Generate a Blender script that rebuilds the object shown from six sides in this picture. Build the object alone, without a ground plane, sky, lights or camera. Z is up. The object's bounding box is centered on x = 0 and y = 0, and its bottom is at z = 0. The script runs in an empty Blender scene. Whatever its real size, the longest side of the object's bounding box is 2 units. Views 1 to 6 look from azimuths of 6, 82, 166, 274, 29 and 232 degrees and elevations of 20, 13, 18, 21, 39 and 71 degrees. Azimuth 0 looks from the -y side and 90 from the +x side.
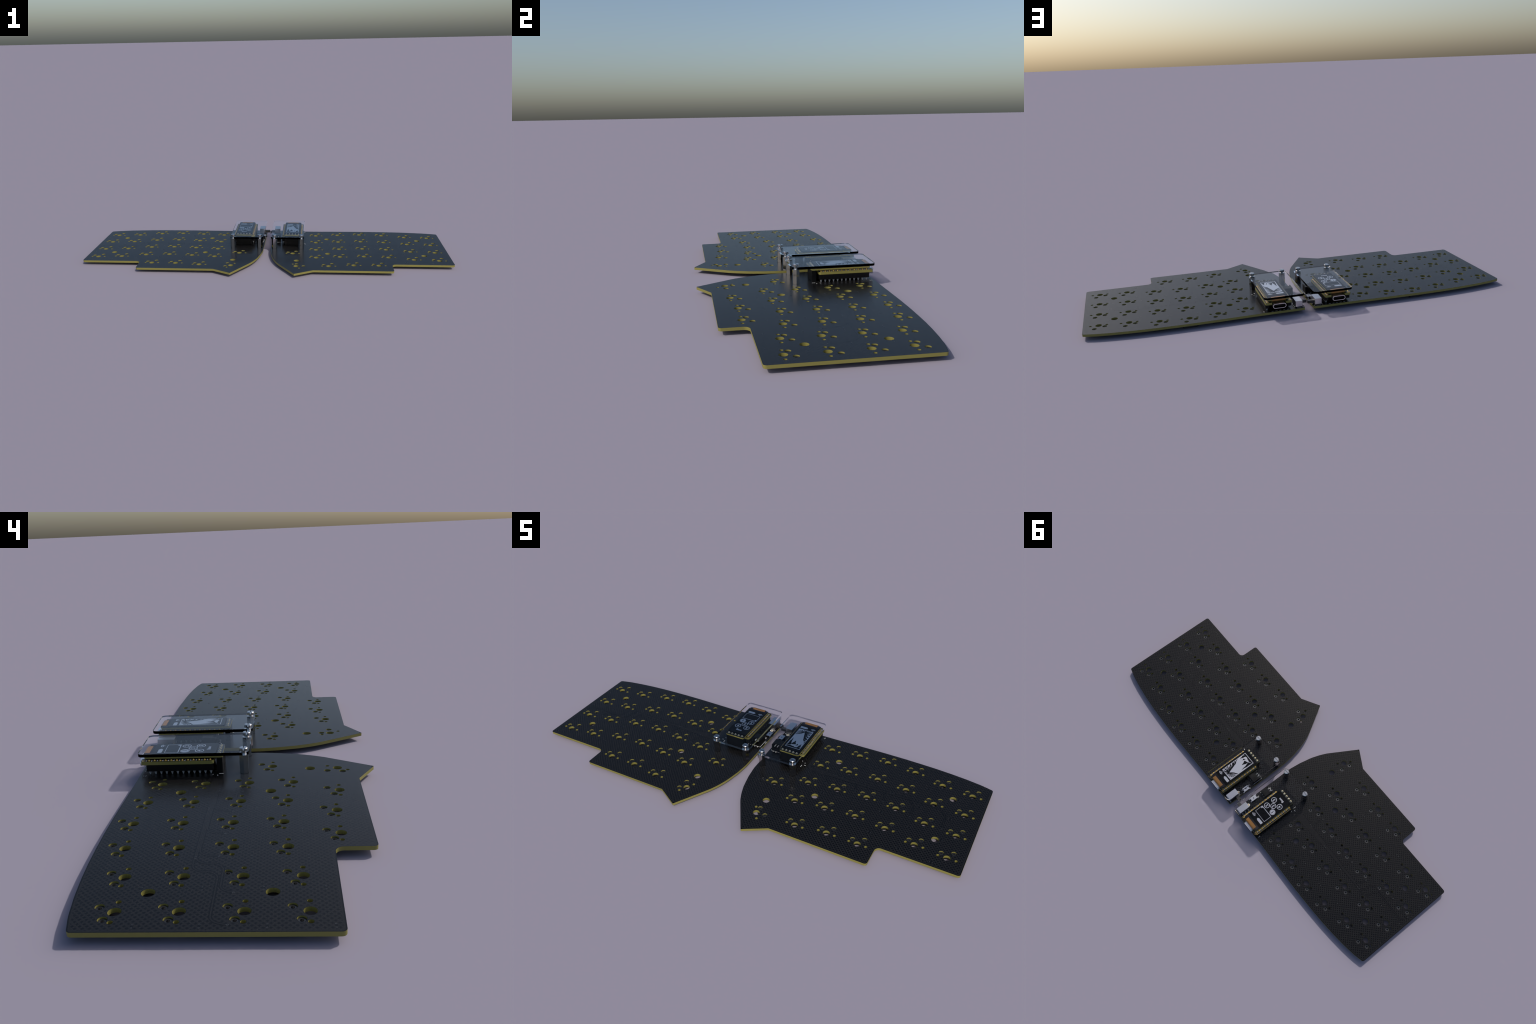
# Split keyboard: two bare circuit boards, each with a controller stack under a clear cover.
# All sizes are written in millimetres of the real thing; U converts them to scene units.
import bpy, bmesh, math
from mathutils import Vector, Matrix

U = 1.0 / 146.1
TOP = 3.62            # top face of the main board
BOT = 2.02            # bottom face of the main board
rad = math.radians

# ------------------------------------------------------------------ materials
def new_mat(name):
    m = bpy.data.materials.new(name)
    m.use_nodes = True
    nt = m.node_tree
    return m, nt, nt.nodes["Principled BSDF"]

def plain(name, col, rough=0.5, metal=0.0, spec=0.5, var=0.08, scale=900.0, bump=0.0):
    """Principled colour with a little grain so that no surface is perfectly even."""
    m, nt, b = new_mat(name)
    tc = nt.nodes.new("ShaderNodeTexCoord")
    nz = nt.nodes.new("ShaderNodeTexNoise")
    nz.inputs["Scale"].default_value = scale
    nz.inputs["Detail"].default_value = 3.0
    nt.links.new(tc.outputs["Object"], nz.inputs["Vector"])
    cr = nt.nodes.new("ShaderNodeValToRGB")
    cr.color_ramp.elements[0].position = 0.3
    cr.color_ramp.elements[1].position = 0.7
    cr.color_ramp.elements[0].color = (*[c * (1 - var) for c in col], 1)
    cr.color_ramp.elements[1].color = (*[min(1, c * (1 + var)) for c in col], 1)
    nt.links.new(nz.outputs["Fac"], cr.inputs["Fac"])
    nt.links.new(cr.outputs["Color"], b.inputs["Base Color"])
    b.inputs["Roughness"].default_value = rough
    b.inputs["Metallic"].default_value = metal
    b.inputs["Specular IOR Level"].default_value = spec
    if bump:
        bp = nt.nodes.new("ShaderNodeBump")
        bp.inputs["Strength"].default_value = bump
        bp.inputs["Distance"].default_value = 0.0005
        nt.links.new(nz.outputs["Fac"], bp.inputs["Height"])
        nt.links.new(bp.outputs["Normal"], b.inputs["Normal"])
    return m

MASK_COPPER = (0.0108, 0.0103, 0.0101)   # black mask lying on copper
MASK_BARE = (0.0018, 0.0016, 0.0016)     # black mask lying on bare laminate
MASK_ROUGH = 0.25
MASK_SPEC = 0.25

def hatch_material():
    """Black solder mask over a diagonal hatched copper pour, 1.5 mm pitch."""
    m, nt, b = new_mat("hatched_solder_mask")
    L = nt.links
    tc = nt.nodes.new("ShaderNodeTexCoord")
    mp = nt.nodes.new("ShaderNodeMapping")
    pitch = 1.5 * U
    mp.inputs["Rotation"].default_value = (0, 0, rad(45))
    mp.inputs["Scale"].default_value = (1 / pitch, 1 / pitch, 1)
    L.new(tc.outputs["Object"], mp.inputs["Vector"])
    sp = nt.nodes.new("ShaderNodeSeparateXYZ")
    L.new(mp.outputs["Vector"], sp.inputs["Vector"])
    def gap(sock):
        pp = nt.nodes.new("ShaderNodeMath"); pp.operation = "PINGPONG"
        pp.inputs[1].default_value = 0.5
        L.new(sock, pp.inputs[0])
        mr = nt.nodes.new("ShaderNodeMapRange")
        mr.inputs["From Min"].default_value = 0.17
        mr.inputs["From Max"].default_value = 0.26
        L.new(pp.outputs[0], mr.inputs["Value"])
        return mr.outputs["Result"]
    mul = nt.nodes.new("ShaderNodeMath"); mul.operation = "MULTIPLY"
    L.new(gap(sp.outputs["X"]), mul.inputs[0])
    L.new(gap(sp.outputs["Y"]), mul.inputs[1])
    mix = nt.nodes.new("ShaderNodeMix"); mix.data_type = "RGBA"
    mix.inputs["A"].default_value = (*MASK_COPPER, 1)
    mix.inputs["B"].default_value = (*MASK_BARE, 1)
    L.new(mul.outputs[0], mix.inputs["Factor"])
    L.new(mix.outputs["Result"], b.inputs["Base Color"])
    b.inputs["Specular IOR Level"].default_value = MASK_SPEC
    b.inputs["Roughness"].default_value = MASK_ROUGH
    return m

def cover_material():
    m, nt, b = new_mat("clear_acrylic")
    b.inputs["Base Color"].default_value = (1, 1, 1, 1)
    b.inputs["Roughness"].default_value = 0.0
    b.inputs["IOR"].default_value = 1.12
    b.inputs["Transmission Weight"].default_value = 1.0
    return m

M = {
    "hatch": hatch_material(),
    "copper": plain("mask_over_copper", MASK_COPPER, MASK_ROUGH, spec=MASK_SPEC, var=0.05),
    "bare": plain("mask_over_laminate", MASK_BARE, MASK_ROUGH, spec=MASK_SPEC, var=0.05),
    "fr4": plain("glass_fibre_laminate", (0.208, 0.186, 0.043), 0.6, var=0.05, scale=500),
    "via": plain("via_collar", (0.045, 0.045, 0.045), 0.30, 0.5, var=0.05),
    "mask": plain("plain_black_mask", (0.006, 0.006, 0.0062), 0.30, spec=0.22, var=0.1),
    "cover": cover_material(),
    "steel": plain("polished_steel", (0.50, 0.50, 0.50), 0.20, 1.0, var=0.03),
    "post": plain("turned_metal", (0.46, 0.44, 0.42), 0.14, 1.0, var=0.04),
    "tin": plain("tinned_shell", (0.52, 0.52, 0.54), 0.30, 1.0, var=0.06, scale=1500),
    "usb": plain("connector_shell_metal", (0.80, 0.78, 0.78), 0.35, 1.0, var=0.03),
    "pin": plain("header_pin_metal", (0.38, 0.39, 0.41), 0.40, 0.15, var=0.05),  # barely metallic; sky reflection on the shaded pins is painted into this pale grey
    "gold": plain("gold_plating", (0.60, 0.41, 0.12), 0.42, 1.0, var=0.06),
    "palegold": plain("pale_gold_plating", (0.46, 0.41, 0.24), 0.35, 1.0, var=0.06),
    "solder": plain("grey_solder_mark", (0.42, 0.42, 0.42), 0.5, var=0.15),
    "plastic": plain("black_plastic", (0.0022, 0.0022, 0.0024), 0.5, spec=0.2, var=0.1),
    "knob": plain("dark_grey_plastic", (0.022, 0.021, 0.021), 0.45, var=0.1),
    "screen": plain("display_glass", (0.0016, 0.0016, 0.0018), 0.32, spec=0.12, var=0.1),
    "ledge": plain("display_ledge", (0.014, 0.014, 0.020), 0.6, spec=0.2, var=0.06),
    "pixel": plain("mirror_white_pixels", (0.62, 0.62, 0.64), 0.30, 1.0, var=0.10, scale=2500),
    "flex": plain("amber_flex_film", (0.30, 0.135, 0.022), 0.4, var=0.05),
    "silk": plain("white_legend_ink", (0.62, 0.62, 0.60), 0.6, var=0.08),
    "socket": plain("socket_plastic", (0.010, 0.010, 0.011), 0.5, var=0.1),
    "rim": plain("socket_rim", (0.07, 0.072, 0.075), 0.35, 0.8, var=0.05),
    "contact": plain("socket_contact", (0.42, 0.42, 0.43), 0.30, 1.0, var=0.05),
}

# ------------------------------------------------------------------ mesh helpers
def finish(bm, name, mats, smooth=35):
    me = bpy.data.meshes.new(name)
    bm.to_mesh(me)
    bm.free()
    for k in mats:
        me.materials.append(M[k])
    if smooth:
        me.shade_smooth()
        me.set_sharp_from_angle(angle=rad(smooth))
    return me

def add_prism(bm, pts, z0, z1, mi=0):
    """Extrude a convex or simple outline (mm) between two heights."""
    lo = [bm.verts.new((x * U, y * U, z0 * U)) for x, y in pts]
    hi = [bm.verts.new((x * U, y * U, z1 * U)) for x, y in pts]
    fs = [bm.faces.new(lo[::-1]), bm.faces.new(hi)]
    n = len(pts)
    for i in range(n):
        fs.append(bm.faces.new((lo[i], lo[(i + 1) % n], hi[(i + 1) % n], hi[i])))
    bmesh.ops.recalc_face_normals(bm, faces=fs)
    for f in fs:
        f.material_index = mi
    return fs

def add_box(bm, x0, x1, y0, y1, z0, z1, mi=0):
    x0, x1 = min(x0, x1), max(x0, x1)
    return add_prism(bm, [(x0, y0), (x1, y0), (x1, y1), (x0, y1)], z0, z1, mi)

def add_lathe(bm, cx, cy, prof, n=24, mi=0):
    """Turn a profile of (radius, height) pairs around a vertical axis."""
    rings = []
    for r, z in prof:
        if r < 1e-6:
            rings.append([bm.verts.new((cx * U, cy * U, z * U))])
        else:
            rings.append([bm.verts.new(((cx + r * math.cos(2 * math.pi * i / n)) * U,
                                        (cy + r * math.sin(2 * math.pi * i / n)) * U, z * U))
                          for i in range(n)])
    fs = []
    for a, b in zip(rings, rings[1:]):
        for i in range(n):
            j = (i + 1) % n
            if len(a) == 1 and len(b) == 1:
                continue
            if len(a) == 1:
                fs.append(bm.faces.new((a[0], b[i], b[j])))
            elif len(b) == 1:
                fs.append(bm.faces.new((a[j], a[i], b[0])))
            else:
                fs.append(bm.faces.new((a[i], b[i], b[j], a[j])))
    for f in fs:
        f.material_index = mi
    return fs

def add_ring(bm, cx, cy, r0, r1, z, n=32, mi=0):
    a = [bm.verts.new(((cx + r0 * math.cos(2 * math.pi * i / n)) * U, (cy + r0 * math.sin(2 * math.pi * i / n)) * U, z * U)) for i in range(n)]
    b = [bm.verts.new(((cx + r1 * math.cos(2 * math.pi * i / n)) * U, (cy + r1 * math.sin(2 * math.pi * i / n)) * U, z * U)) for i in range(n)]
    for i in range(n):
        j = (i + 1) % n
        f = bm.faces.new((a[i], b[i], b[j], a[j]))
        f.material_index = mi

def circle(cx, cy, r, n=32):
    return [(cx + r * math.cos(2 * math.pi * i / n), cy + r * math.sin(2 * math.pi * i / n)) for i in range(n)]

def fillet(pts, radii, closed=True, step=12):
    """Round the corners of an outline; radii gives one radius per corner."""
    out = []
    n = len(pts)
    for i, p in enumerate(pts):
        r = radii[i]
        if r <= 0 or (not closed and i in (0, n - 1)):
            out.append(tuple(p)); continue
        P = Vector(p); A = Vector(pts[i - 1]) - P; B = Vector(pts[(i + 1) % n]) - P
        a, b = A.normalized(), B.normalized()
        ang = a.angle(b)
        d = min(r / math.tan(ang / 2), A.length * 0.49, B.length * 0.49)
        r = d * math.tan(ang / 2)
        c = P + (a + b).normalized() * (r / math.sin(ang / 2))
        s, e = P + a * d - c, P + b * d - c
        t0 = math.atan2(s.y, s.x)
        dt = math.atan2(s.x * e.y - s.y * e.x, s.dot(e))
        k = max(2, int(abs(math.degrees(dt)) / step) + 1)
        for j in range(k + 1):
            t = t0 + dt * j / k
            out.append((c.x + r * math.cos(t), c.y + r * math.sin(t)))
    return out

def rounded_rect(x0, x1, y0, y1, r, step=12):
    x0, x1 = min(x0, x1), max(x0, x1)
    return fillet([(x0, y0), (x1, y0), (x1, y1), (x0, y1)], [r] * 4, step=step)

def plate_mesh(name, outline, holes, z0, z1, mats, smooth=40):
    """Flat plate with through holes.  mats: (faces, walls)."""
    cu = bpy.data.curves.new(name, "CURVE")
    cu.dimensions = "2D"
    cu.fill_mode = "BOTH"
    cu.extrude = (z1 - z0) / 2 * U
    for loop in [outline] + holes:
        s = cu.splines.new("POLY")
        s.points.add(len(loop) - 1)
        for q, (x, y) in zip(s.points, loop):
            q.co = (x * U, y * U, 0, 1)
        s.use_cyclic_u = True
    ob = bpy.data.objects.new(name + "_curve", cu)
    bpy.context.scene.collection.objects.link(ob)
    dg = bpy.context.evaluated_depsgraph_get()
    me = bpy.data.meshes.new_from_object(ob.evaluated_get(dg))
    bpy.data.objects.remove(ob)
    bpy.data.curves.remove(cu)
    bm = bmesh.new(); bm.from_mesh(me)
    bpy.data.meshes.remove(me)
    bmesh.ops.remove_doubles(bm, verts=bm.verts, dist=1e-6)
    bmesh.ops.translate(bm, verts=bm.verts, vec=(0, 0, (z0 + z1) / 2 * U))
    bmesh.ops.recalc_face_normals(bm, faces=bm.faces)
    for f in bm.faces:
        f.material_index = 0 if abs(f.normal.z) > 0.7 else 1
    return finish(bm, name, mats, smooth)

def ribbon(bm, pts, w, z, mi):
    """Flat strip of width w along a polyline."""
    n = len(pts)
    L, R = [], []
    for i in range(n):
        p = Vector(pts[i])
        a = (p - Vector(pts[i - 1])).normalized() if i > 0 else None
        b = (Vector(pts[i + 1]) - p).normalized() if i < n - 1 else None
        t = (a + b).normalized() if a and b else (a or b)
        k = 1 / max(0.3, t.dot(b or a))
        nn = Vector((-t.y, t.x)) * (w / 2 * k)
        L.append(bm.verts.new(((p.x + nn.x) * U, (p.y + nn.y) * U, z * U)))
        R.append(bm.verts.new(((p.x - nn.x) * U, (p.y - nn.y) * U, z * U)))
    for i in range(n - 1):
        f = bm.faces.new((R[i], R[i + 1], L[i + 1], L[i]))
        f.material_index = mi

def inset(loop, d):
    """Offset a counter-clockwise outline inwards by d."""
    out = []
    n = len(loop)
    for i in range(n):
        p = Vector(loop[i])
        a = (p - Vector(loop[i - 1])).normalized()
        b = (Vector(loop[(i + 1) % n]) - p).normalized()
        na, nb = Vector((-a.y, a.x)), Vector((-b.y, b.x))
        m = (na + nb).normalized()
        q = p + m * (d / max(0.35, m.dot(na)))
        out.append((q.x, q.y))
    return out

def text_mesh(name, body, size, mats, depth=0.02):
    cu = bpy.data.curves.new(name, "FONT")
    cu.body = body
    cu.size = size * U
    cu.align_x = "CENTER"; cu.align_y = "CENTER"
    cu.extrude = depth * U
    cu.offset = 0.035 * size * U
    cu.resolution_u = 3
    ob = bpy.data.objects.new(name + "_text", cu)
    bpy.context.scene.collection.objects.link(ob)
    dg = bpy.context.evaluated_depsgraph_get()
    me = bpy.data.meshes.new_from_object(ob.evaluated_get(dg))
    bpy.data.objects.remove(ob)
    bpy.data.curves.remove(cu)
    me.name = name
    me.materials.clear()
    for k in mats:
        me.materials.append(M[k])
    return me

# ------------------------------------------------------------------ layout (right half, x > 0)
# key centres, one column after another: x, then the y of each key
P = 19.05
COLUMNS = [(136.3, -20.75, 4), (117.25, -19.15, 4), (98.2, -14.45, 4), (79.05, -12.9, 4), (59.95, -14.45, 4), (40.95, -16.8, 4)]
KEYS = [(x, y + i * P, 0) for x, y, n in COLUMNS for i in range(n)]
KEYS += [(88.7, -33.4, 0), (69.65, -33.4, 0), (50.4, -35.9, 0), (21.9, -7.4, 0), (25.3, -36.9, 60)]
MOUNTS = [(126.4, -9.75), (126.4, 28.5), (50.15, 30.7), (50.15, -7.3), (25.35, -24.55)]
FOOT = [(0, 0, 2.05), (-5.08, 0, 0.875), (5.08, 0, 0.875), (-3.81, 2.54, 1.5), (2.54, 5.08, 1.5)]

def outline_right():
    base = [(3.1, -0.5), (4.2, -9.5), (6.3, -19.5), (8.6, -26.2), (11.0, -31.5), (24.1, -53.5), (38.1, -45.4),
            (98.75, -45.4), (98.75, -30.5), (146.1, -30.5), (146.1, 47.6),
            (138.5, 49.5), (128.5, 51.0), (118.5, 52.05), (108.5, 52.75), (98.5, 53.15), (88.0, 53.4), (74.0, 53.45),
            (58.0, 53.2), (38.0, 52.8), (3.1, 52.6)]
    rr = [30, 30, 30, 30, 25, 0.4, 0, 1.6, 3.2, 1.6, 1.6] + [40] * 9 + [0.6]
    return fillet(base, rr, step=9)

def side_pts(pts, s):
    q = [(s * x, y) for x, y in pts]
    return q if s > 0 else q[::-1]

# ------------------------------------------------------------------ shared pieces
def make_socket():
    """Hot-swap socket below the board; its two collars reach up into the board."""
    bm = bmesh.new()
    body = fillet([(-6.1, 0.7), (-2.6, 0.7), (-1.6, 2.2), (0.4, 3.1), (4.9, 3.1), (4.9, 7.0), (-3.6, 7.0), (-6.1, 4.6)],
                  [0.4, 0.8, 1.2, 0.5, 0.4, 0.4, 0.6, 0.5])
    add_prism(bm, body, 0.0, BOT - 0.02, 0)
    for x, y in ((-3.81, 2.54), (2.54, 5.08)):
        zt = TOP - 0.60
        add_lathe(bm, x, y, [(1.46, BOT - 0.1), (1.46, zt), (0.95, zt)], 28, 0)
        add_lathe(bm, x, y, [(0.66, zt + 0.018), (0.64, zt - 1.3), (0, zt - 1.35)], 20, 1)
        add_ring(bm, x, y, 0.66, 1.16, zt + 0.02, 24, 2)
    add_box(bm, -8.0, -6.1, 1.4, 3.7, 0.9, BOT - 0.02, 1)
    add_box(bm, 4.9, 6.8, 3.9, 6.2, 0.9, BOT - 0.02, 1)
    return finish(bm, "switch_socket", ["socket", "contact", "rim"])

def make_screw():
    bm = bmesh.new()
    add_lathe(bm, 0, 0, [(0, 11.9), (0.95, 11.9), (0.95, 14.02), (1.75, 14.02), (1.9, 14.12), (1.9, 14.72), (0, 14.72)], 36)
    for sg in (1, -1):
        def seg(r):
            t0 = math.asin(0.26 / r)
            return [(r * math.cos(t0 + (math.pi - 2 * t0) * i / 20), sg * r * math.sin(t0 + (math.pi - 2 * t0) * i / 20)) for i in range(21)]
        lo, mi, hi = seg(1.9), seg(1.9), seg(1.62)
        rows = [[bm.verts.new((x * U, y * U, z * U)) for x, y in ring] for ring, z in ((lo, 14.70), (mi, 15.30), (hi, 15.60))]
        fs = [bm.faces.new(rows[2])]
        for a, b in zip(rows, rows[1:]):
            for i in range(21):
                j = (i + 1) % 21
                fs.append(bm.faces.new((a[i], a[j], b[j], b[i])))
        bmesh.ops.recalc_face_normals(bm, faces=fs)
        if fs[0].normal.z < 0:
            bmesh.ops.reverse_faces(bm, faces=fs)
    return finish(bm, "screw", ["steel"], 40)

def make_standoff():
    bm = bmesh.new()
    def hexa(af):
        return [(af / math.sqrt(3) * math.cos(rad(60 * i)), af / math.sqrt(3) * math.sin(rad(60 * i))) for i in range(6)]
    add_prism(bm, hexa(3.6), TOP, TOP + 0.16)
    add_prism(bm, hexa(3.95), TOP + 0.16, 12.42)
    add_prism(bm, hexa(3.75), 12.42, 12.49)
    return finish(bm, "standoff", ["post"], 20)

SOCKET, SCREW, STANDOFF = make_socket(), make_screw(), make_standoff()

# ------------------------------------------------------------------ display pictures (u across, v up; 0..1)
def clip_ray(px, py, ang):
    """Where a ray from the peak meets the picture frame."""
    dx, dy = math.cos(ang), math.sin(ang)
    ts = []
    if dx > 1e-6: ts.append((0.985 - px) / dx)
    if dx < -1e-6: ts.append((0.015 - px) / dx)
    if dy > 1e-6: ts.append((0.99 - py) / dy)
    if dy < -1e-6: ts.append((0.01 - py) / dy)
    t = min(ts)
    return px + dx * t, py + dy * t

def picture_mesh():
    """Abstract mountain: white slope, dark trees in front, light streaks behind the peak."""
    w, h = 10.55, 21.9
    x0, y0 = -w / 2, 19.95
    bm = bmesh.new()
    zc = [12.27]
    def poly(pts, mi):
        zc[0] += 0.003
        vs = [bm.verts.new(((x0 + u * w) * U, (y0 + v * h) * U, zc[0] * U)) for u, v in pts]
        f = bm.faces.new(vs)
        if f.normal.z < 0: f.normal_flip()
        f.normal_update()
        if f.normal.z < 0: f.normal_flip()
        f.material_index = mi
    poly([(0, 0), (1, 0), (1, 1), (0, 1)], 0)
    poly([(0.035, 0.018), (0.965, 0.018), (0.965, 0.985), (0.035, 0.985)], 1)
    px, py = 0.50, 0.865
    # streaks: fans of light wedges, wider toward the frame
    fans = [(-30, 6, 0.22), (-12, 3, 0.12), (2, 6, 0.24), (24, 7, 0.20), (47, 3, 0.10), (66, 9, 0.10), (88, 3, 0.07),
            (109, 9, 0.06), (135, 10, 0.05), (160, 6, 0.16), (176, 3, 0.10), (190, 4, 0.17), (203, 2.5, 0.12), (214, 4, 0.18)]
    for a, half, start in fans:
        # angles are measured in real proportions (the frame is about twice as tall as wide)
        def dirn(deg):
            return math.atan2(math.sin(rad(deg)) * w / h, math.cos(rad(deg)))
        c = dirn(a)
        s = (px + math.cos(c) * start, py + math.sin(c) * start)
        l, r = clip_ray(px, py, dirn(a - half)), clip_ray(px, py, dirn(a + half))
        poly([s, l, r], 0)
    poly([(0.02, 0.97), (0.23, 0.98), (0.20, 0.93), (0.02, 0.88)], 0)
    # right-hand ridge lines
    for x, y, k in ((0.68, 0.66, 0.055), (0.76, 0.55, 0.045), (0.84, 0.47, 0.04), (0.62, 0.75, 0.03)):
        poly([(x, y), (x + 0.10, y - 0.02), (0.975, y - 0.06 + k), (0.975, y - 0.06)], 0)
    poly([(0.74, 0.70), (0.975, 0.60), (0.975, 0.575), (0.80, 0.655)], 0)
    # the slope
    poly([(0.50, 0.865), (0.56, 0.80), (0.60, 0.735), (0.66, 0.64), (0.72, 0.56), (0.74, 0.51), (0.82, 0.46), (0.90, 0.42), (0.96, 0.33),
          (0.975, 0.10), (0.62, 0.06), (0.30, 0.10), (0.02, 0.05), (0.02, 0.655), (0.14, 0.69), (0.28, 0.735), (0.40, 0.795)], 0)
    # trees standing on the lower edge
    trees = [(0.10, 0.50, 0.035, 0.27, 0.055), (0.39, 0.375, 0.23, 0.55, 0.13), (0.64, 0.25, 0.58, 0.73, 0.125), (0.86, 0.285, 0.73, 0.95, 0.055)]
    for tx, ty, a, b, yb in trees:
        lf = [(tx + (a - tx) * f - o, ty + (yb - ty) * f) for f, o in ((0.3, -0.012), (0.5, 0.01), (0.7, -0.01), (1.0, 0.0))]
        rt = [(tx + (b - tx) * f + o, ty + (yb + 0.06 - ty) * f) for f, o in ((1.0, 0.0), (0.8, 0.012), (0.55, -0.012), (0.3, 0.008))]
        poly([(tx, ty)] + lf + rt, 1)
    # mottled ground
    for gx, gy, r in ((0.44, 0.045, 0.05), (0.52, 0.075, 0.035), (0.36, 0.03, 0.03), (0.60, 0.04, 0.03)):
        poly([(gx + r * math.cos(t * 1.047 + gx * 9) * (1 + 0.4 * math.sin(t * 2.1)), gy + 0.4 * r * math.sin(t * 1.047 + gx * 9)) for t in range(6)], 1)
    bmesh.ops.recalc_face_normals(bm, faces=[])
    for f in bm.faces:
        f.normal_update()
        if f.normal.z < 0:
            f.normal_flip()
    return finish(bm, "screen_picture", ["pixel", "screen"], 0)

def frame_strip(bm, x0, x1, y0, y1, t, z, mi=0):
    add_box(bm, x0, x1, y0, y0 + t[0], z, z + 0.03, mi)
    add_box(bm, x0, x1, y1 - t[1], y1, z, z + 0.03, mi)
    add_box(bm, x0, x0 + t[2], y0 + t[0], y1 - t[1], z, z + 0.03, mi)
    add_box(bm, x1 - t[2], x1, y0 + t[0], y1 - t[1], z, z + 0.03, mi)

def status_mesh():
    """Battery bar and radio-wave symbol at the top of either display."""
    bm = bmesh.new()
    z = 12.26
    add_prism(bm, rounded_rect(-5.3, -0.6, 42.95, 44.95, 0.35), z, z + 0.03)
    add_box(bm, -0.6, -0.05, 43.4, 44.4, z, z + 0.03)
    cx, cy = 4.0, 42.7
    for r0, r1 in ((0.0, 0.55), (0.95, 1.4), (1.75, 2.2)):
        n = 10
        a0, a1 = rad(38), rad(142)
        outer = [(cx + r1 * math.cos(a0 + (a1 - a0) * i / n), cy + r1 * math.sin(a0 + (a1 - a0) * i / n)) for i in range(n + 1)]
        if r0 == 0:
            add_prism(bm, outer + [(cx, cy)], z, z + 0.03)
        else:
            inner = [(cx + r0 * math.cos(a0 + (a1 - a0) * i / n), cy + r0 * math.sin(a0 + (a1 - a0) * i / n)) for i in range(n + 1)]
            for i in range(n):
                add_prism(bm, [outer[i], outer[i + 1], inner[i + 1], inner[i]], z, z + 0.03)
    return finish(bm, "status_icon", ["pixel"], 0)

PICTURE, STATUS = picture_mesh(), status_mesh()

# ------------------------------------------------------------------ build one half
CX = 20.65                      # centre line of the controller stack

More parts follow.
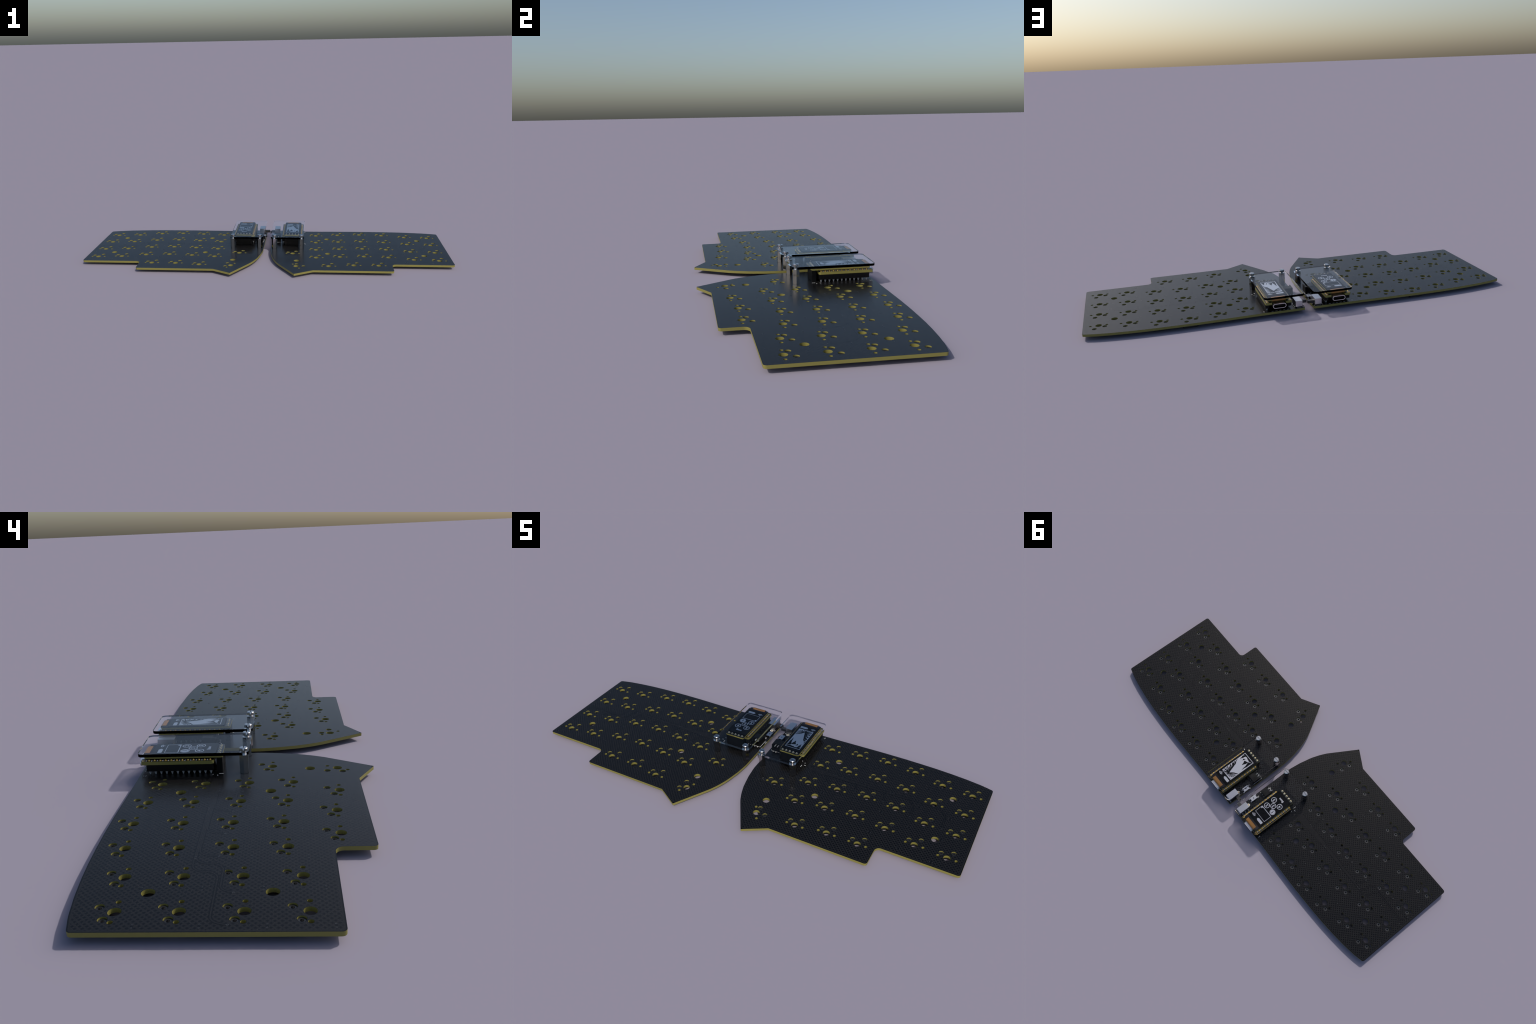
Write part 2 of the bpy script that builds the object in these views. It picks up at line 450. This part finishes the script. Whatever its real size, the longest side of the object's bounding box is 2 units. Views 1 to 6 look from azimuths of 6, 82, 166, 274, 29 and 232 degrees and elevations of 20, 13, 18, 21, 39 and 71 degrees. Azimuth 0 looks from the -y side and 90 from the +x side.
def build_half(s):
    home = Vector((s * 74.0 * U, 0, 0))
    root = bpy.data.objects.new("keyboard_half", None)
    root.empty_display_size = 0.1
    root.location = home
    bpy.context.scene.collection.objects.link(root)
    root["label"] = "black split keyboard circuit board half with small display" if s < 0 else \
                    "mirrored black keyboard circuit board half with mountain picture display"
    root["category"] = "circuit board"

    def put(name, me, parent=root, loc=(0, 0, 0), rot=0.0, stuff=False):
        ob = bpy.data.objects.new(name, me)
        bpy.context.scene.collection.objects.link(ob)
        ob.parent = parent
        ob.location = Vector(loc) * U - (home if parent is root else Vector((0, 0, 0)))
        ob.rotation_euler = (0, 0, rot)
        if stuff:
            ob["kind"] = "stuff"
        return ob

    def X(x): return s * x

    # ---- main board with its holes
    outline = side_pts(outline_right(), s)
    keys = [(X(x), y, s * -r) for x, y, r in KEYS]       # thumb key turns the other way on the other half
    holes, rings = [], []
    for kx, ky, kr in keys:
        c, sn = math.cos(rad(kr)), math.sin(rad(kr))
        for k, (fx, fy, r) in enumerate(FOOT):
            hx, hy = kx + c * fx - sn * fy, ky + sn * fx + c * fy
            holes.append(circle(hx, hy, r, 40 if r > 1.2 else 24))
            rings.append((hx, hy, r, k))
    for mx, my in MOUNTS:
        holes.append(circle(X(mx), my, 2.2, 40))
        rings.append((X(mx), my, 2.2, 5))
    board = put("circuit_board", plate_mesh("circuit_board", outline, holes, BOT, TOP, ["hatch", "fr4"]))

    # ---- relief of the copper below the mask: edge band and hole collars
    bm = bmesh.new()
    def band(d0, d1, z, mi):
        a, b = inset(outline, d0), inset(outline, d1)
        va = [bm.verts.new((x * U, y * U, z * U)) for x, y in a]
        vb = [bm.verts.new((x * U, y * U, z * U)) for x, y in b]
        n = len(a)
        for i in range(n):
            j = (i + 1) % n
            f = bm.faces.new((va[i], va[j], vb[j], vb[i])); f.material_index = mi
    band(0.02, 1.0, TOP + 0.002, 0)
    band(0.01, 0.42, TOP + 0.005, 1)
    for hx, hy, r, k in rings:
        add_ring(bm, hx, hy, r + 0.01, r + 0.50, TOP + 0.0025 + 0.0004 * k, 40 if r > 1.2 else 24, 0)
        add_ring(bm, hx, hy, r + 0.005, r + 0.22, TOP + 0.006 + 0.0004 * k, 40 if r > 1.2 else 24, 1)
    put("copper_edging", finish(bm, "copper_edging", ["copper", "bare"], 0), board, stuff=True)

    # ---- signal traces: a bus along the board with one branch per key column
    bm = bmesh.new()
    ends = [(51.1, 7.4), (70.3, 8.3), (89.0, 7.4), (107.8, 1.9), (127.3, 0.4)] if s > 0 else \
           [(49.9, 4.6), (69.2, 7.0), (88.1, 8.4), (104.5, 8.9), (126.5, 2.3), (142.8, 2.7)]
    n = len(ends)
    for i, (ex, ey) in enumerate(ends):
        by = 14.3 + 0.56 * i
        sx = 33.2 + 0.56 * (n - 1 - i)
        py = 25.5 + 2.54 * i
        head = [(CX + 7.62 + 1.0, py), (sx, py), (sx, by)]
        if s < 0 and i >= 4:
            jx = (109.2, 114.2)[i - 4]; ly = (6.6, 8.0)[i - 4]
            path = head + [(jx, by), (jx, ly), (ex - 1.6, ly), (ex, ey)]
            rr = [0, 0.7, 2.5, 4.6, 4.6, 4.0, 0]
        else:
            path = head + [(ex - 1.2, by), (ex, ey)]
            rr = [0, 0.7, 2.5, 8.0, 0]
        pts = fillet(path, rr, closed=False, step=8)
        pts = [(X(x), y) for x, y in pts]
        if s < 0:
            pts = pts[::-1]
        ribbon(bm, pts, 1.15, TOP + 0.0090 + 0.0004 * i, 1)
        ribbon(bm, pts, 0.46, TOP + 0.0130 + 0.0004 * i, 0)
        add_lathe(bm, X(ex), ey, [(0.45, TOP + 0.018), (0.18, TOP + 0.019)], 14, 2)
        add_lathe(bm, X(ex), ey, [(0.18, TOP + 0.019), (0, TOP + 0.0185)], 14, 1)
    # solid strips that fill up the rest of the bus
    for j in range(3):
        ribbon(bm, [(X(36.5), 14.3 + 0.56 * (n + j)), (X((62, 55, 48)[j]), 14.3 + 0.56 * (n + j))][::int(s)], 0.9, TOP + 0.0076 + 0.0003 * j, 1)
        ribbon(bm, [(X(36.5), 14.3 + 0.56 * (n + j)), (X((62, 55, 48)[j]), 14.3 + 0.56 * (n + j))][::int(s)], 0.44, TOP + 0.0126, 0)
    # pairs of small vias beside the keys
    for kx, ky, kr in keys:
        if kr: continue
        vx, vy = kx - 7.0, ky - 6.8
        if abs(vx) < 34 or abs(vx) > 144 or vy < -29: continue
        ribbon(bm, [(vx - 1.15, vy), (vx + 1.15, vy)], 0.8, TOP + 0.0070, 1)
        for e in (-0.8, 0.8):
            add_lathe(bm, vx + e, vy, [(0.34, TOP + 0.018), (0.15, TOP + 0.019)], 12, 2)
            add_lathe(bm, vx + e, vy, [(0.15, TOP + 0.019), (0, TOP + 0.0185)], 12, 1)
    for f in bm.faces:
        f.normal_update()
        if f.normal.z < 0: f.normal_flip()
    put("copper_trace", finish(bm, "copper_trace", ["copper", "bare", "via"], 0), board, stuff=True)

    # ---- white legend marks and bare pads
    bm = bmesh.new()
    add_lathe(bm, X(6.4), 42.0, [(0.62, TOP + 0.02), (0.66, TOP + 0.10), (1.16, TOP + 0.09), (1.2, TOP)], 28, 0)
    add_lathe(bm, X(6.4), 42.0, [(0.64, TOP + 0.05), (0.60, TOP - 0.02), (0.45, TOP + 0.02), (0, TOP + 0.012)], 20, 1)
    def line(x0, y0, x1, y1, w=0.22):
        dx, dy = x1 - x0, y1 - y0
        ln = math.hypot(dx, dy); ox, oy = -dy / ln * w / 2, dx / ln * w / 2
        pts = [(x0 + ox, y0 + oy), (x0 - ox, y0 - oy), (x1 - ox, y1 - oy), (x1 + ox, y1 + oy)]
        add_prism(bm, [(X(a), b) for a, b in pts], TOP + 0.020, TOP + 0.060, 0)
    line(4.35, 21.2, 10.6, 21.2); line(4.35, 21.35, 4.35, 28.9)
    for px in (6.1, 8.2):
        add_lathe(bm, X(px), 20.55, [(0.32, TOP), (0.30, TOP + 0.08), (0, TOP + 0.08)], 12, 0)
    line(11.5, 20.1, 11.5, 21.0)
    line(5.3, 32.5, 6.3, 32.3); line(6.3, 32.3, 6.0, 31.6); line(6.0, 31.6, 5.2, 31.6)      # illegible mark below the button
    line(4.0, 42.2, 4.9, 43.2); line(4.1, 43.2, 4.7, 42.3)
    line(29.6, 14.6, 29.6, 16.6, 0.3); line(31.0, 17.2, 32.2, 17.0, 0.3)
    line(30.4, 49.8, 31.2, 50.2); line(30.5, 51.0, 31.2, 50.9); line(30.2, 19.2, 31.0, 19.5)
    for i in range(5):
        line(14.0 + 2.6 * i, 51.3 + 0.2 * (i % 2), 15.4 + 2.6 * i, 51.4)
    put("legend_mark", finish(bm, "legend_mark", ["silk", "gold"], 40), board, stuff=True)

    # ---- switch sockets
    for kx, ky, kr in keys:
        put("switch_socket", SOCKET, loc=(kx, ky, 0), rot=rad(kr))

    # ---- clear cover on two standoffs
    posts = [(6.2, 5.15), (28.4, 5.15)]
    put("cover_plate", plate_mesh("cover_plate", side_pts(rounded_rect(3.1, 30.65, 2.75, 53.2, 2.5), s),
                                  [circle(X(x), y, 1.15, 28) for x, y in posts], 12.5, 13.95, ["cover", "cover"], 30))
    for x, y in posts:
        put("standoff", STANDOFF, loc=(X(x), y, 0))
        put("screw", SCREW, loc=(X(x), y, 0))

    # ---- controller board (notched for its connector)
    c = s * CX
    nano = fillet([(-9, 18.9), (9, 18.9), (9, 52.0), (4.8, 52.0), (4.8, 47.2), (-4.8, 47.2), (-4.8, 52.0), (-9, 52.0)],
                  [1.4, 1.4, 0.8, 0.4, 0.4, 0.4, 0.4, 0.8])
    ctrl = put("controller_board", plate_mesh("controller_board", [(c + x, y) for x, y in nano], [], 8.4, 10.0, ["mask", "fr4"]))
    bm = bmesh.new()
    for row in (-7.62, 7.62):
        for i in range(13):
            py = 20.45 + 2.54 * i
            add_lathe(bm, c + row, py, [(0.82, 10.005), (0.82, 10.06), (0.45, 10.10)], 16, 0)
            if i < 12:
                add_lathe(bm, c + row, py, [(0.46, 10.04), (0.30, 10.45), (0.20, 10.50), (0, 10.50)], 10, 0)
            else:
                add_lathe(bm, c + row, py, [(0.45, 10.08), (0, 10.03)], 10, 2)
            if i < 12:
                add_box(bm, c + row - 0.75, c + row + 0.75, py + 1.0, py + 1.54, 10.005, 10.05, 1)
    put("contact_pad", finish(bm, "contact_pad", ["gold", "solder", "mask"]), ctrl, stuff=True)
    bm = bmesh.new()
    for row in (-7.62, 7.62):
        for i in range(12):
            py = 20.45 + 2.54 * i
            add_box(bm, c + row - 1.25, c + row + 1.25, py - 1.22, py + 1.22, 5.25, 8.398, 0)
            add_box(bm, c + row - 1.15, c + row + 1.15, py - 1.28, py + 1.28, 5.35, 8.25, 0)
            add_lathe(bm, c + row, py, [(0.66, 5.26), (0.54, 4.30), (0.34, 4.20), (0.30, TOP - 0.1)], 14, 1)
    put("pin_header", finish(bm, "pin_header", ["plastic", "pin"]), ctrl)
    # chips on the lower face of the controller
    bm = bmesh.new()
    add_box(bm, c - 5.0, c + 5.0, 22.5, 33.0, 6.6, 8.398)
    add_box(bm, c - 3.0, c + 3.0, 36.0, 41.0, 7.2, 8.398)
    put("chip", finish(bm, "chip", ["plastic"], 0), ctrl)
    # connector: rounded tube with a tongue, mouth to the back
    bm = bmesh.new()
    def tube(w, h, r, y):
        pts = rounded_rect(-w / 2, w / 2, -h / 2, h / 2, r, 15)
        return [bm.verts.new(((c + x) * U, y * U, (7.65 + z) * U)) for x, z in pts]
    o0, o1 = tube(8.95, 3.2, 1.55, 45.6), tube(8.95, 3.2, 1.55, 53.5)
    i1, i0 = tube(8.25, 2.5, 1.22, 53.5), tube(8.25, 2.5, 1.22, 47.5)
    k = len(o0)
    fs = [bm.faces.new(o0)]
    for a, b, mi in ((o0, o1, 0), (o1, i1, 0), (i1, i0, 1)):
        for q in range(k):
            f = bm.faces.new((a[q], a[(q + 1) % k], b[(q + 1) % k], b[q]))
            f.material_index = mi; fs.append(f)
    f = bm.faces.new(i0); f.material_index = 1; fs.append(f)
    bmesh.ops.recalc_face_normals(bm, faces=fs)
    add_box(bm, c - 3.3, c + 3.3, 47.6, 52.6, 7.3, 8.0, 1)
    put("usb_socket", finish(bm, "usb_socket", ["usb", "plastic"], 50), ctrl)

    # ---- display module
    disp = put("display_board", plate_mesh("display_board", [(c + x, y) for x, y in rounded_rect(-7, 7, 14.9, 50.9, 1.2)],
                                           [], 10.65, 11.6, ["mask", "fr4"]))
    bm = bmesh.new()
    add_box(bm, c - 6.35, c + 6.35, 15.2, 17.75, TOP + 0.02, 10.648, 0)
    put("display_header", finish(bm, "display_header", ["plastic"], 0), disp)
    bm = bmesh.new()
    for i in range(5):
        px = c - 5.08 + 2.54 * i
        add_lathe(bm, px, 16.55, [(0.85, 11.602), (0.84, 11.66), (0.42, 11.80), (0.30, 12.05), (0, 12.08)], 18, 0)
        add_box(bm, px - 0.28, px + 0.28, 16.27, 16.83, 11.9, 12.38, 1)
    put("header_pin", finish(bm, "header_pin", ["palegold", "pin"]), disp, stuff=True)
    bm = bmesh.new()
    add_prism(bm, [(c + x, y) for x, y in rounded_rect(-6.75, 6.75, 17.9, 47.2, 0.15)], 11.602, 12.26, 0)
    add_prism(bm, [(c + x, y) for x, y in rounded_rect(-6.75, 6.75, 47.2, 50.2, 0.5)], 11.602, 12.0, 1)
    put("display_panel", finish(bm, "display_panel", ["screen", "ledge"], 30), disp)
    # amber flex film: over the ledge, round the back edge, in again below
    bm = bmesh.new()
    prof = [(48.6, 12.02), (50.3, 12.08), (51.0, 11.95), (51.42, 11.55), (51.5, 11.1), (51.35, 10.7), (50.9, 10.45), (49.5, 10.38), (47.5, 10.36)]
    rows = []
    for i, (y, z) in enumerate(prof):
        a = Vector(prof[max(0, i - 1)]); b = Vector(prof[min(len(prof) - 1, i + 1)])
        t = (b - a).normalized(); nn = Vector((t.y, -t.x)) * 0.05
        rows.append([bm.verts.new(((c + x) * U, (y + sg * nn.x) * U, (z + sg * nn.y) * U)) for x, sg in ((-4.65, -1), (4.65, -1), (4.65, 1), (-4.65, 1))])
    for a, b in zip(rows, rows[1:]):
        for q in range(4):
            bm.faces.new((a[q], a[(q + 1) % 4], b[(q + 1) % 4], b[q]))
    bm.faces.new(rows[0]); bm.faces.new(rows[-1])
    bmesh.ops.recalc_face_normals(bm, faces=bm.faces)
    put("flex_ribbon", finish(bm, "flex_ribbon", ["flex"], 60), disp)
    put("status_icon", STATUS, disp, loc=(c, 0, 0))
    z = 12.26
    if s > 0:
        put("screen_picture", PICTURE, disp, loc=(c, 0, 0))
    else:
        bm = bmesh.new()
        frame_strip(bm, c - 5.4, c + 5.4, 35.2, 41.7, (0.42, 0.24, 0.24), z)
        add_box(bm, c + 4.0, c + 5.1, 35.65, 36.7, z, z + 0.03)
        put("screen_frame", finish(bm, "screen_frame", ["pixel"], 0), disp)
        spots = [(-24.02, 32.4, "1"), (-17.31, 32.4, "2"), (-20.66, 29.05, "3"), (-24.02, 25.7, "4"), (-17.31, 25.7, "5")]
        for bx, by, ch in spots:
            bm = bmesh.new()
            full = ch == "1"
            if full:
                add_prism(bm, circle(bx, by, 1.72, 36), z, z + 0.03)
            lo = circle(bx, by, 1.72 + (0.13 if full else 0.0), 36); hi = circle(bx, by, 2.15, 36)
            for i in range(36):
                j = (i + 1) % 36
                add_prism(bm, [lo[i], hi[i], hi[j], lo[j]], z, z + 0.03)
            put("profile_ring", finish(bm, "profile_ring", ["pixel"], 0), disp)
            put("profile_number", text_mesh("profile_number", ch, 2.9, ["screen" if full else "pixel"]), disp,
                loc=(bx, by, z + (0.02 if full else 0.0) + 0.02))
        put("layer_name", text_mesh("layer_name", "Base", 2.3, ["pixel"]), disp, loc=(-20.9, 21.6, z + 0.02))

    # ---- slide switch
    bm = bmesh.new()
    add_prism(bm, side_pts(rounded_rect(4.4, 9.05, 42.65, 51.2, 0.12), s), 4.35, 8.35, 0)
    add_box(bm, X(4.6), X(8.85), 43.5, 51.0, TOP + 0.01, 4.34, 1)
    for yy in (51.0,):
        add_box(bm, X(5.2), X(8.3), yy, yy + 0.55, TOP + 0.02, TOP + 0.25, 0)
        add_box(bm, X(3.6), X(4.35), yy - 0.3, yy + 0.3, TOP + 0.02, TOP + 0.30, 0)
    for yy in (44.3, 46.9, 49.5):
        add_box(bm, X(9.06), X(9.8), yy - 0.35, yy + 0.35, TOP + 0.02, TOP + 0.30, 0)
    put("slide_switch", finish(bm, "slide_switch", ["tin", "plastic"], 40))
    bm = bmesh.new()
    ya = 43.6 if s > 0 else 46.1
    add_box(bm, X(0.15 if s > 0 else 0.35), X(4.5), ya, ya + 2.3, 4.45, 6.35)
    put("switch_lever", finish(bm, "switch_lever", ["knob"], 0))

    # ---- reset button
    bm = bmesh.new()
    add_prism(bm, side_pts(rounded_rect(2.95, 6.6, 33.3, 38.2, 0.5), s), TOP + 0.01, 5.15, 1)
    add_prism(bm, side_pts(rounded_rect(3.2, 6.35, 33.45, 38.05, 0.35), s), 5.15, 5.32, 0)
    add_box(bm, X(4.45), X(5.15), 35.3, 36.2, 5.32, 5.335, 1)
    for xx in (3.5, 5.7):
        for y0, y1 in ((32.5, 33.45), (38.05, 39.0)):
            add_box(bm, X(xx - 0.38), X(xx + 0.38), y0, y1, TOP + 0.02, TOP + 0.35, 0)
            add_box(bm, X(xx - 0.38), X(xx + 0.38), 33.3 if y0 < 35 else 37.9, 33.6 if y0 < 35 else 38.25, TOP + 0.35, 5.25, 0)
    add_box(bm, X(2.2), X(2.96), 34.7, 36.9, 3.85, 4.9, 2)
    put("reset_button", finish(bm, "reset_button", ["tin", "plastic", "knob"], 40))

    # ---- battery connector: open-fronted block with two pins
    bm = bmesh.new()
    add_box(bm, X(4.6), X(5.35), 21.6, 28.4, TOP + 0.02, 8.6)
    add_box(bm, X(9.65), X(10.4), 21.6, 28.4, TOP + 0.02, 8.6)
    add_box(bm, X(5.35), X(9.65), 26.6, 28.4, TOP + 0.02, 8.6)
    add_box(bm, X(5.35), X(9.65), 21.6, 26.6, TOP + 0.02, 5.0)
    add_box(bm, X(5.35), X(9.65), 23.4, 26.6, 7.9, 8.6)
    for px in (6.5, 8.5):
        add_box(bm, X(px - 0.25), X(px + 0.25), 21.9, 26.6, 6.9, 7.4, 1)
        add_box(bm, X(px - 0.25), X(px + 0.25), 28.4, 29.0, TOP + 0.02, 4.0, 1)
    put("battery_connector", finish(bm, "battery_connector", ["plastic", "pin"], 0))

for side in (-1, 1):
    build_half(side)
